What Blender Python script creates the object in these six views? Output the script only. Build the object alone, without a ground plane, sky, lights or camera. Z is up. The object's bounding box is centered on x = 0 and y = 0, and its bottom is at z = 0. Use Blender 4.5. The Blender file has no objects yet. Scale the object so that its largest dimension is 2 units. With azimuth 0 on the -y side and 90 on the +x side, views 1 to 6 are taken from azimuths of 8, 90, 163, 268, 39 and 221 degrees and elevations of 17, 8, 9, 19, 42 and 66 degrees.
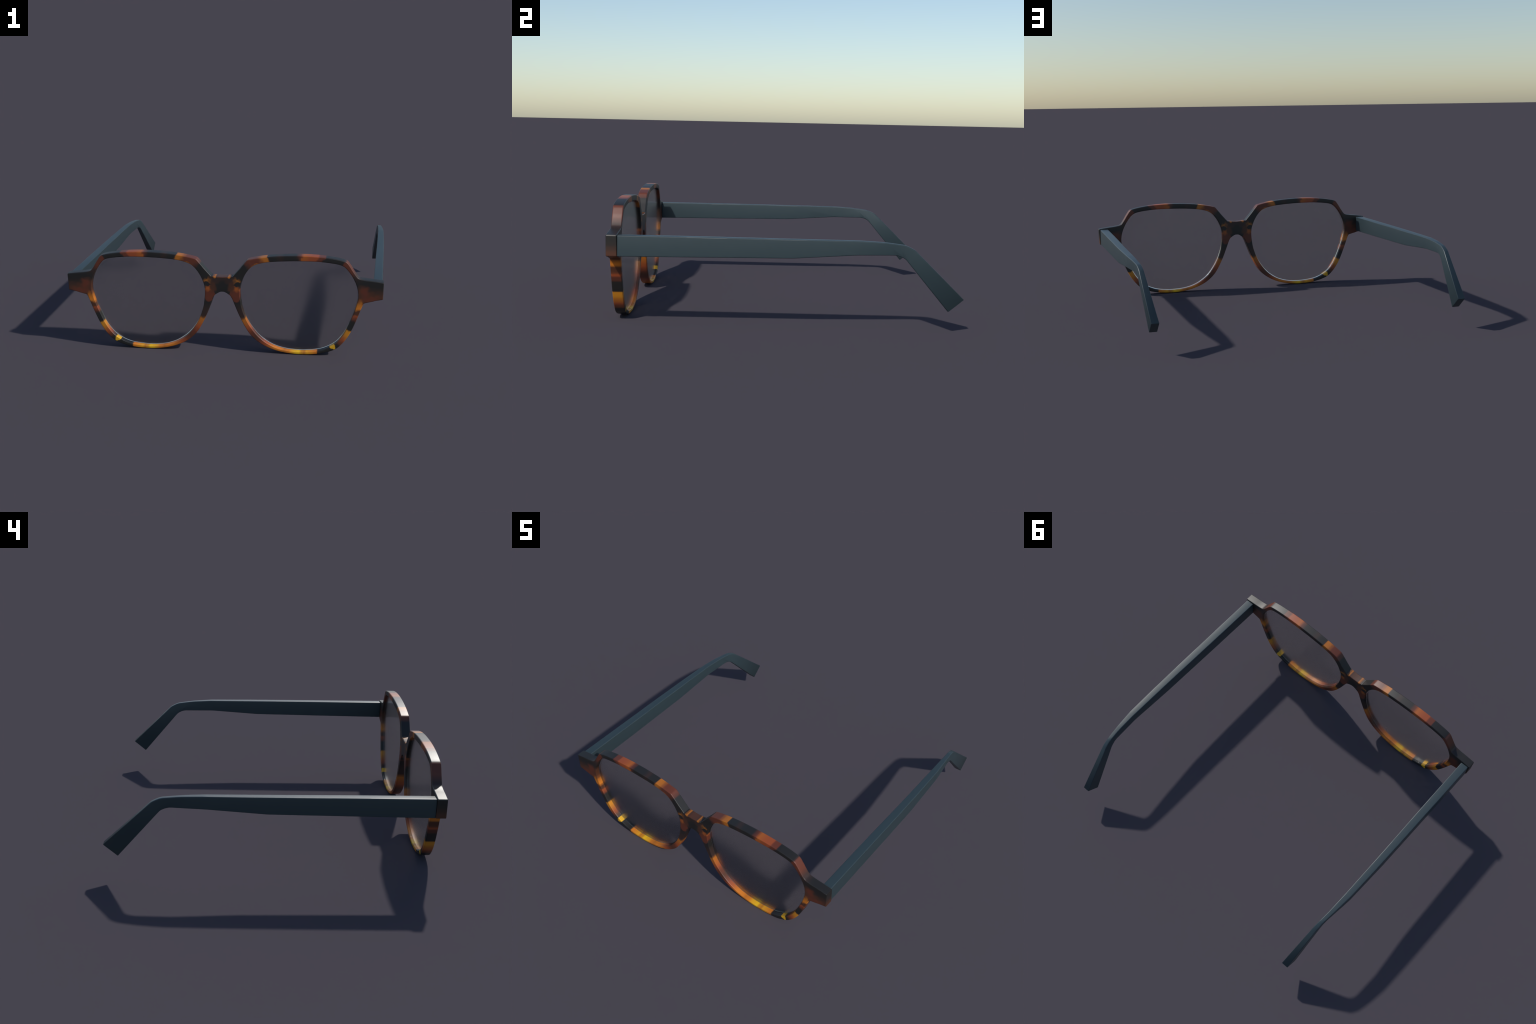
"""Tortoiseshell acetate eyeglasses standing on their rims, slate-teal temples open."""
import bpy, bmesh, math
from mathutils import Vector, Matrix

# ------------------------------------------------------------------ sizes (metres)
FRONT_Y, BACK_Y = -0.9015, -0.8460        # front and back face of the frame front
EDGE = 0.0050                             # rounding of the acetate edges
LENS_FRONT, LENS_BACK = -0.8735, -0.8605

# right half of the front, seen from the front: x, z, corner radius.
# It runs from the middle of the bridge over the top, round the end piece and
# under the rim back to the nose arch.
OUTER = [
    (0.000, 0.4910, .0), (0.0685, 0.4960, .003), (0.1150, 0.5490, .03), (0.1605, 0.6040, .010),
    (0.205, 0.6150, .08), (0.265, 0.6255, .2), (0.340, 0.6345, .2), (0.415, 0.6390, .2),
    (0.490, 0.6410, .2), (0.560, 0.6400, .2), (0.640, 0.6345, .2), (0.700, 0.6265, .2),
    (0.748, 0.6175, .05), (0.7765, 0.6085, .014), (0.803, 0.5690, .05), (0.8320, 0.5240, .03),
    (0.8470, 0.5060, .016), (0.890, 0.4975, .06), (0.940, 0.4930, .2), (0.9993, 0.4850, .003),
    (0.9955, 0.3810, .004), (0.940, 0.3700, .2), (0.8790, 0.3545, .008), (0.8680, 0.3330, .02),
    (0.842, 0.2600, .15), (0.804, 0.1660, .12), (0.7665, 0.1025, .1), (0.715, 0.0470, .1),
    (0.660, 0.0240, .1), (0.590, 0.0080, .15), (0.520, 0.0026, .15), (0.450, 0.0026, .15),
    (0.370, 0.0120, .15), (0.296, 0.0340, .15), (0.232, 0.0665, .12), (0.178, 0.1140, .12),
    (0.1420, 0.1700, .12), (0.1060, 0.2450, .12), (0.0770, 0.3200, .1), (0.0580, 0.3700, .02),
    (0.0360, 0.3870, .03), (0.0130, 0.4000, .02), (0.000, 0.4000, .0),
]
# opening for one lens, clockwise from the top
OPENING = [
    (0.530, 0.6135), (0.440, 0.6120), (0.345, 0.6065), (0.268, 0.5975), (0.207, 0.5800),
    (0.172, 0.5540), (0.142, 0.5130), (0.122, 0.4700), (0.1105, 0.4300), (0.1090, 0.3830),
    (0.1130, 0.3460), (0.1200, 0.3020), (0.1350, 0.2530), (0.1570, 0.2010), (0.1870, 0.1530),
    (0.2240, 0.1080), (0.2700, 0.0700), (0.3230, 0.0420), (0.3800, 0.0250), (0.4450, 0.0170),
    (0.5200, 0.0170), (0.6070, 0.0285), (0.6630, 0.0505), (0.7110, 0.0825), (0.7475, 0.1260),
    (0.7765, 0.1755), (0.8040, 0.2400), (0.8280, 0.3050), (0.8450, 0.3700), (0.8475, 0.4130),
    (0.8395, 0.4580), (0.8220, 0.5000), (0.8020, 0.5350), (0.7760, 0.5690), (0.7510, 0.5890),
    (0.7180, 0.5995), (0.6650, 0.6070), (0.6000, 0.6125),
]


# ------------------------------------------------------------------ 2D helpers
def rounded(points, closed, per=5):
    """Polyline with each corner replaced by a quadratic fillet of its own length."""
    out, n = [], len(points)
    for i, (x, z, r) in enumerate(points):
        p = Vector((x, z))
        if not closed and i in (0, n - 1):
            out.append(p)
            continue
        a, b = Vector(points[i - 1][:2]), Vector(points[(i + 1) % n][:2])
        da, db = a - p, b - p
        ra, rb = min(r, da.length * .48), min(r, db.length * .48)
        s, e = p + da.normalized() * ra, p + db.normalized() * rb
        for k in range(per + 1):
            t = k / per
            out.append(s * (1 - t) ** 2 + p * 2 * t * (1 - t) + e * t * t)
    return out


def smooth_loop(points, per=6):
    """Closed Catmull-Rom curve through the points."""
    pts = [Vector(p) for p in points]
    n, out = len(pts), []
    for i in range(n):
        p0, p1, p2, p3 = pts[i - 1], pts[i], pts[(i + 1) % n], pts[(i + 2) % n]
        for k in range(per):
            t = k / per
            out.append(.5 * (2 * p1 + (p2 - p0) * t + (2 * p0 - 5 * p1 + 4 * p2 - p3) * t * t
                             + (3 * p1 - p0 - 3 * p2 + p3) * t ** 3))
    return out


def dedupe(loop, gap=1e-4):
    out = []
    for p in loop:
        if not out or (p - out[-1]).length > gap:
            out.append(p)
    if (out[0] - out[-1]).length < gap:
        out.pop()
    return out


def offset(loop, d):
    """Move a closed loop to its left by d, with mitred corners."""
    n, out = len(loop), []
    for i in range(n):
        a = (loop[i] - loop[i - 1]).normalized()
        b = (loop[(i + 1) % n] - loop[i]).normalized()
        na, nb = Vector((-a.y, a.x)), Vector((-b.y, b.x))
        m = na + nb
        m = m / max(m.length_squared / 2, .5)
        out.append(loop[i] + m * d)
    return out


def signed_area(loop):
    return .5 * sum(loop[i - 1].x * p.y - p.x * loop[i - 1].y for i, p in enumerate(loop))


def rounded_section(front, back, r, steps=3):
    """(inset, y) pairs that run from the front face round the edge to the back face."""
    prof = [(r * (1 - math.sin(k / steps * math.pi / 2)), front + r * (1 - math.cos(k / steps * math.pi / 2)))
            for k in range(steps + 1)]
    prof += [(a, back - (y - front)) for a, y in reversed(prof)]
    return prof


def build_plate(bm, loops, front, back, r):
    """Solid plate in the xz plane: first loop is the outline, the others are holes."""
    caps = {0: [], 1: []}
    for li, loop in enumerate(loops):
        ccw = signed_area(loop) > 0
        want = (li == 0)
        if ccw != want:
            loop = loop[::-1]
        rings = []
        for inset, y in rounded_section(front, back, r):
            rings.append([bm.verts.new((p.x, y, p.y)) for p in offset(loop, inset)])
        n = len(loop)
        for a, b in zip(rings, rings[1:]):
            for i in range(n):
                j = (i + 1) % n
                bm.faces.new((a[i], a[j], b[j], b[i]))
        for side, ring in ((0, rings[0]), (1, rings[-1])):
            caps[side] += [bm.edges.get((ring[i], ring[(i + 1) % n])) for i in range(n)]
    for side in (0, 1):
        bmesh.ops.triangle_fill(bm, use_beauty=True, edges=caps[side])
    bmesh.ops.recalc_face_normals(bm, faces=bm.faces)


def object_from(bm, name, material, parent=None, sharp=50):
    me = bpy.data.meshes.new(name)
    bm.to_mesh(me)
    bm.free()
    for p in me.polygons:
        p.use_smooth = True
    me.set_sharp_from_angle(angle=math.radians(sharp))
    me.materials.append(material)
    ob = bpy.data.objects.new(name, me)
    bpy.context.scene.collection.objects.link(ob)
    ob.parent = parent
    return ob


def flatten_normals(ob):
    """Give the large faces their own flat normals, so that only the rounded edges shade round."""
    mod = ob.modifiers.new("weighted", "WEIGHTED_NORMAL")
    mod.mode, mod.weight, mod.keep_sharp = "FACE_AREA", 100, True
    me = bpy.data.meshes.new_from_object(ob.evaluated_get(bpy.context.evaluated_depsgraph_get()))
    ob.modifiers.clear()
    old, ob.data = ob.data, me
    me.name = ob.name
    bpy.data.meshes.remove(old)


# ------------------------------------------------------------------ material helpers
class Nodes:
    def __init__(self, name):
        self.mat = bpy.data.materials.new(name)
        self.mat.use_nodes = True
        self.nt = self.mat.node_tree
        self.bsdf = self.nt.nodes["Principled BSDF"]

    def node(self, kind, **props):
        n = self.nt.nodes.new(kind)
        for k, v in props.items():
            setattr(n, k, v)
        return n

    def put(self, socket, value):
        if isinstance(value, bpy.types.NodeSocket):
            self.nt.links.new(value, socket)
        else:
            socket.default_value = value

    def math(self, op, a, b=0.0, c=0.0):
        n = self.node("ShaderNodeMath", operation=op)
        for s, v in zip(n.inputs, (a, b, c)):
            self.put(s, v)
        return n.outputs[0]

    def step(self, value, lo, hi):
        n = self.node("ShaderNodeMapRange", interpolation_type="SMOOTHSTEP")
        self.put(n.inputs[0], value)
        n.inputs[1].default_value, n.inputs[2].default_value = lo, hi
        return n.outputs[0]

    def mix(self, fac, a, b):
        n = self.node("ShaderNodeMix", data_type="RGBA")
        self.put(n.inputs[0], fac)
        self.put(n.inputs[6], a)
        self.put(n.inputs[7], b)
        return n.outputs[2]

    def noise(self, vec, scale, detail=2.0):
        n = self.node("ShaderNodeTexNoise")
        self.put(n.inputs["Vector"], vec)
        n.inputs["Scale"].default_value = scale
        n.inputs["Detail"].default_value = detail
        return n


# ------------------------------------------------------------------ materials
BLACK = (0.0150, 0.0138, 0.0125, 1)
SMOKE = (0.034, 0.018, 0.014, 1)
UMBER = (0.072, 0.026, 0.013, 1)
RUSSET = (0.118, 0.029, 0.014, 1)
RED = (0.290, 0.062, 0.017, 1)
EMBER = (0.350, 0.090, 0.014, 1)
AMBER = (0.400, 0.125, 0.012, 1)
ORANGE = (0.560, 0.170, 0.014, 1)
HONEY = (0.640, 0.300, 0.012, 1)
YELLOW = (0.740, 0.430, 0.012, 1)

# colour of the acetate round one lens: share of a turn from the temple side, anticlockwise
BANDS = [
    (0.000, ORANGE), (0.012, AMBER), (0.026, UMBER), (0.048, UMBER), (0.062, BLACK), (0.082, SMOKE),
    (0.098, RUSSET), (0.1255, RUSSET), (0.1275, BLACK), (0.1745, BLACK), (0.1770, RUSSET), (0.188, RUSSET), (0.194, RED),
    (0.212, RED), (0.232, EMBER), (0.2385, EMBER), (0.2425, RUSSET), (0.256, BLACK), (0.294, BLACK), (0.306, SMOKE), (0.318, BLACK),
    (0.337, BLACK), (0.341, AMBER), (0.349, AMBER), (0.362, RUSSET), (0.388, RUSSET), (0.398, BLACK),
    (0.500, BLACK),
]
BANDS_LOW = [
    (0.500, BLACK), (0.518, SMOKE), (0.536, SMOKE), (0.546, AMBER), (0.572, RED), (0.590, RUSSET), (0.606, UMBER),
    (0.620, RUSSET), (0.642, RED), (0.672, ORANGE), (0.690, ORANGE), (0.700, AMBER), (0.715, ORANGE),
    (0.742, YELLOW), (0.754, YELLOW), (0.764, AMBER), (0.774, HONEY), (0.798, ORANGE), (0.8075, ORANGE), (0.8115, BLACK),
    (0.872, BLACK), (0.878, UMBER), (0.896, RED), (0.919, (0.52, 0.20, .012, 1)), (0.9265, (0.52, 0.20, .012, 1)), (0.930, BLACK),
    (0.958, BLACK), (0.968, RUSSET), (0.976, RED), (0.982, UMBER), (0.992, UMBER), (1.000, ORANGE),
]


def tortoiseshell():
    m = Nodes("tortoiseshell_acetate")
    co = m.node("ShaderNodeTexCoord").outputs["Object"]
    sep = m.node("ShaderNodeSeparateXYZ")
    m.put(sep.inputs[0], co)
    ax0, z0 = m.math("ABSOLUTE", sep.outputs[0]), sep.outputs[2]
    flat = m.node("ShaderNodeCombineXYZ")
    m.put(flat.inputs[0], ax0)
    m.put(flat.inputs[2], z0)
    wob = m.node("ShaderNodeSeparateColor")
    m.put(wob.inputs[0], m.noise(flat.outputs[0], 38, 1.5).outputs["Color"])
    ax = m.math("MULTIPLY_ADD", m.math("SUBTRACT", wob.outputs[0], .5), .040, ax0)
    z = m.math("MULTIPLY_ADD", m.math("SUBTRACT", wob.outputs[1], .5), .040, z0)
    turn = m.math("DIVIDE", m.math("ARCTAN2", m.math("SUBTRACT", z, .32), m.math("SUBTRACT", ax, .48)), 2 * math.pi)
    turn = m.math("FRACT", m.math("ADD", turn, 1.0))

    def ramp(stops, lo, hi):
        n = m.node("ShaderNodeValToRGB")
        pos = m.node("ShaderNodeMapRange")
        m.put(pos.inputs[0], turn)
        pos.inputs[1].default_value, pos.inputs[2].default_value = lo, hi
        m.put(n.inputs[0], pos.outputs[0])
        el = n.color_ramp.elements
        while len(el) < len(stops):
            el.new(0.5)
        for e, (t, c) in zip(el, stops):
            e.position = (t - lo) / (hi - lo)
        for e, (t, c) in zip(el, stops):
            e.color = c
        return n.outputs[0]

    col = m.mix(m.math("GREATER_THAN", turn, .5), ramp(BANDS, 0, .5), ramp(BANDS_LOW, .5, 1))

    def patch(col, colour, cx, cz, rx, rz, turn_deg=0., soft=.35):
        """An elliptical patch with a soft rim, mirrored on both sides of the nose."""
        a = math.radians(turn_deg)
        dx, dz = m.math("SUBTRACT", ax, cx), m.math("SUBTRACT", z, cz)
        u = m.math("ADD", m.math("MULTIPLY", dx, math.cos(a) / rx), m.math("MULTIPLY", dz, math.sin(a) / rx))
        v = m.math("ADD", m.math("MULTIPLY", dx, -math.sin(a) / rz), m.math("MULTIPLY", dz, math.cos(a) / rz))
        d = m.math("SQRT", m.math("ADD", m.math("MULTIPLY", u, u), m.math("MULTIPLY", v, v)))
        return m.mix(m.step(d, 1 + soft, 1 - soft), col, colour)

    # bridge: russet cheeks, a smoky bar that lights up to amber at its ends, a black heart
    col = patch(col, RUSSET, .084, .384, .034, .052, 10, .12)
    col = patch(col, EMBER, .076, .420, .032, .014, -6, .8)
    bar = m.mix(m.step(ax, .062, .106), m.mix(m.step(z, .474, .440), SMOKE, UMBER), (0.310, 0.105, .012, 1))
    col = patch(col, bar, .000, .474, .110, .0310, 0, .10)
    col = patch(col, UMBER, .056, .424, .022, .030, 25, .5)
    col = patch(col, BLACK, .104, .4520, .034, .0140, 14, .18)
    col = patch(col, BLACK, .000, .428, .043, .042, 0, .35)
    col = patch(col, BLACK, .088, .5150, .030, .0150, 45, .30)
    col = patch(col, UMBER, .000, .5010, .050, .0068, 0, .30)
    # the top of the bridge glows amber where it meets the rims
    col = patch(col, AMBER, .0485, .4985, .0100, .0080, 0, .40)
    # amber lip along the opening under the brow corner
    col = patch(col, AMBER, .205, .578, .034, .006, 30, .4)
    # yellow fleck at the lower outer corner
    col = patch(col, (0.66, 0.35, .012, 1), .692, .068, .0175, .022, 48, .18)
    # end piece: russet glow under a black top
    tip = m.step(ax, .862, .885)
    glow = m.mix(m.step(m.math("ADD", z, m.math("MULTIPLY", ax, .15)), .606, .540), BLACK, UMBER)
    col = m.mix(tip, col, glow)
    col = patch(col, RUSSET, .885, .425, .024, .030, 0, .7)
    col = patch(col, RUSSET, .915, .382, .050, .014, 10, .8)
    m.put(m.bsdf.inputs["Base Color"], col)
    m.bsdf.inputs["Roughness"].default_value = 0.44
    m.bsdf.inputs["IOR"].default_value = 1.5
    return m.mat


def teal_acetate():
    m = Nodes("slate_teal_acetate")
    m.bsdf.inputs["Base Color"].default_value = (0.0275, 0.0455, 0.0535, 1)
    m.bsdf.inputs["Roughness"].default_value = 0.42
    m.bsdf.inputs["IOR"].default_value = 1.5
    return m.mat


def lens_glass():
    m = Nodes("smoke_tinted_lens")
    m.bsdf.inputs["Base Color"].default_value = (0.815, 0.812, 0.805, 1)
    m.bsdf.inputs["Roughness"].default_value = 0.19
    m.bsdf.inputs["IOR"].default_value = 1.45
    m.bsdf.inputs["Transmission Weight"].default_value = 1.0
    return m.mat


# ------------------------------------------------------------------ eyeglasses
glasses = bpy.data.objects.new("eyeglasses", None)
bpy.context.scene.collection.objects.link(glasses)
glasses["label"] = "tortoiseshell eyeglasses with slate teal temples and clear lenses"
glasses["category"] = "eyeglasses"

shell, teal, glass = tortoiseshell(), teal_acetate(), lens_glass()

half = rounded(OUTER, closed=False)
half = [p + Vector((0, .0042 if p.y > .56 else .0030 if p.y > .485 else 0)) for p in half]
outline = dedupe(half + [Vector((-p.x, p.y)) for p in reversed(half)])
if signed_area(outline) < 0:
    outline.reverse()
# the lower rims are a little fuller than the top
outline = [p + (q - p) * (1.0 if p.y > .37 else 2.3) for p, q in zip(outline, offset(outline, -.0012))]
hole = offset(dedupe(smooth_loop(OPENING)), .0018)
hole_mirrored = [Vector((-p.x, p.y)) for p in hole]

# frame front: one smooth plate, then cut into bridge, rims and end pieces
bm = bmesh.new()
build_plate(bm, [outline, hole, hole_mirrored], FRONT_Y, BACK_Y, EDGE)
CUT_BRIDGE, CUT_END = 0.054, 0.8785
for x in (-CUT_END, -CUT_BRIDGE, CUT_BRIDGE, CUT_END):
    bmesh.ops.bisect_plane(bm, geom=bm.verts[:] + bm.edges[:] + bm.faces[:], plane_co=(x, 0, 0), plane_no=(1, 0, 0))
whole = object_from(bm, "front_whole", shell, sharp=44)
flatten_normals(whole)


def region_of(x):
    if abs(x) < CUT_BRIDGE:
        return 0
    return (1 if abs(x) < CUT_END else 2) * (1 if x > 0 else -1)


corner_normals = [n.vector.copy() for n in whole.data.corner_normals]
front = None
for region, name in ((0, "bridge"), (1, "rim"), (-1, "rim"), (2, "end_piece"), (-2, "end_piece")):
    verts, index, faces, normals = [], {}, [], []
    for p in whole.data.polygons:
        if region_of(p.center.x) != region:
            continue
        ids = []
        for li in p.loop_indices:
            vi = whole.data.loops[li].vertex_index
            if vi not in index:
                index[vi] = len(verts)
                verts.append(whole.data.vertices[vi].co.copy())
            ids.append(index[vi])
            normals.append(corner_normals[li])
        faces.append(ids)
    me = bpy.data.meshes.new(name)
    me.from_pydata(verts, [], faces)
    for p in me.polygons:
        p.use_smooth = True
    me.materials.append(shell)
    me.normals_split_custom_set(normals)
    ob = bpy.data.objects.new(name, me)
    bpy.context.scene.collection.objects.link(ob)
    ob.parent = glasses
bpy.data.objects.remove(whole)

# lenses: thin discs set into the openings, with a rounded edge
for loop in (hole, hole_mirrored):
    bm = bmesh.new()
    if signed_area(loop) < 0:
        loop = loop[::-1]
    build_plate(bm, [offset(loop, .0002)], LENS_FRONT, LENS_BACK, .0055)
    lens = object_from(bm, "lens", glass, glasses, sharp=60)
    flatten_normals(lens)

# ------------------------------------------------------------------ temples
# side profile (y, z): top edge and bottom edge, hinge end to tip
TOP = [(-.8465, .4865), (-.40, .4855), (.00, .4835), (.363, .4815), (.485, .4755), (.585, .4635), (.606, .4570),
       (.641, .4400), (.653, .4290), (.9025, .1880)]
BOTTOM = [(-.8465, .3810), (-.40, .3850), (.035, .3890), (.355, .4105), (.546, .4110), (.568, .4060),
          (.590, .3960), (.602, .3860), (.8245, .1235)]
# where a point of the bottom edge lies across from a point of the top edge
ACROSS = [(-.8465, -.8465), (.355, .355), (.546, .585), (.568, .606), (.590, .641), (.602, .653), (.8245, .9025)]
OUTER_X = [(-.85, .9915), (-.40, .9895), (-.08, .9880), (.20, .9845), (.36, .9795), (.48, .9690), (.59, .9570), (.66, .9520),
           (.75, .9440), (.91, .9365)]
INNER_X = [(-.85, .9370), (-.40, .9375), (-.05, .9400), (.34, .9400), (.46, .9370), (.53, .9350), (.61, .9280), (.66, .9220),
           (.73, .9125), (.91, .8890)]


def table(rows, y):
    if y <= rows[0][0]:
        return rows[0][1]
    for (a, va), (b, vb) in zip(rows, rows[1:]):
        if y <= b:
            return va + (vb - va) * (y - a) / (b - a)
    return rows[-1][1]


def resample(rows, count):
    pts = [Vector(p) for p in rows]
    lens = [0]
    for a, b in zip(pts, pts[1:]):
        lens.append(lens[-1] + (b - a).length)
    out = []
    for k in range(count):
        d = lens[-1] * k / (count - 1)
        i = max(j for j in range(len(lens) - 1) if lens[j] <= d + 1e-9)
        out.append(pts[i].lerp(pts[i + 1], (d - lens[i]) / (lens[i + 1] - lens[i])))
    return out


def rail(rows):
    """Edge of the temple with its bends slightly eased."""
    r = [.0, .1, .1, .012, .03, .02, .02, .02, .012, .0] if len(rows) == 10 else [.0, .1, .012, .012, .012, .015, .015, .012, .0]
    return rounded([(y, z, q) for (y, z), q in zip(rows, r)], closed=False, per=3)


def temple(side):
    bm = bmesh.new()
    top, bottom = [p - Vector((0, .0010)) for p in rail(TOP)], [p - Vector((0, .0018)) for p in rail(BOTTOM)]
    prof = dedupe(bottom + top[::-1])
    # side walls follow the same outline, so the bar is a solid with four long rounded edges
    n, nb = len(prof), len(dedupe(bottom))
    station = [table(ACROSS, p.x) if i < nb else p.x for i, p in enumerate(prof)]
    outer = [bm.verts.new((side * table(OUTER_X, t), p.x, p.y)) for t, p in zip(station, prof)]
    inner = [bm.verts.new((side * table(INNER_X, t), p.x, p.y)) for t, p in zip(station, prof)]
    nt = n - nb
    for i in range(n):
        j = (i + 1) % n
        bm.faces.new((outer[i], outer[j], inner[j], inner[i]))
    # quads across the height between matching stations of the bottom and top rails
    for ring in (outer, inner):
        b, t = ring[:nb], ring[nb:][::-1]
        i = j = 0
        while i < nb - 1 or j < nt - 1:
            di = b[i + 1].co.y if i < nb - 1 else 9
            dj = t[j + 1].co.y if j < nt - 1 else 9
            # advance the rail that lies behind along its own length
            fi, fj = (i + 1) / (nb - 1) if i < nb - 1 else 9, (j + 1) / (nt - 1) if j < nt - 1 else 9
            if di - .02 <= dj and i < nb - 1:
                bm.faces.new((b[i], b[i + 1], t[j]))
                i += 1
            else:
                bm.faces.new((b[i], t[j + 1], t[j]))
                j += 1
    bmesh.ops.recalc_face_normals(bm, faces=bm.faces)
    edges = [e for e in bm.edges if e.calc_face_angle(0) > math.radians(55)]
    bmesh.ops.bevel(bm, geom=edges, offset=.0045, offset_type="OFFSET", segments=3, profile=.5, affect="EDGES", clamp_overlap=True)
    bmesh.ops.recalc_face_normals(bm, faces=bm.faces)
    ob = object_from(bm, "temple", teal, glasses, sharp=40)
    # the long facets of the bent end roll softly over towards the cut of the tip
    me, cut = ob.data, Vector((0, TOP[-1][0] - BOTTOM[-1][0], TOP[-1][1] - BOTTOM[-1][1])).cross(Vector((-1, 0, 0))).normalized()
    if cut.y < 0:
        cut = -cut
    tip = Vector((0, TOP[-1][0], TOP[-1][1])).dot(cut)
    soft = []
    flat = {li: p.normal for p in me.polygons if p.area > 2e-4 for li in p.loop_indices}
    around = {}
    for p in me.polygons:
        if p.area > 2e-4:
            for vi in p.vertices:
                around.setdefault(vi, []).append(p.normal * p.area)
    for li, n in enumerate(me.corner_normals):
        v = me.vertices[me.loops[li].vertex_index].co
        n = n.vector.copy()
        if li in flat and n.dot(flat[li]) > .94:
            like = [q for q in around[me.loops[li].vertex_index] if q.normalized().dot(flat[li]) > .9]
            n = n.lerp(sum(like, Vector()).normalized(), .65).normalized()
        if v.dot(cut) - Vector((v.x, 0, 0)).dot(cut) > tip - .012 and n.dot(cut) < .35:
            n = (n + cut * .45).normalized()
        soft.append(n)
    me.normals_split_custom_set(soft)
    return ob


for side in (1, -1):
    temple(side)
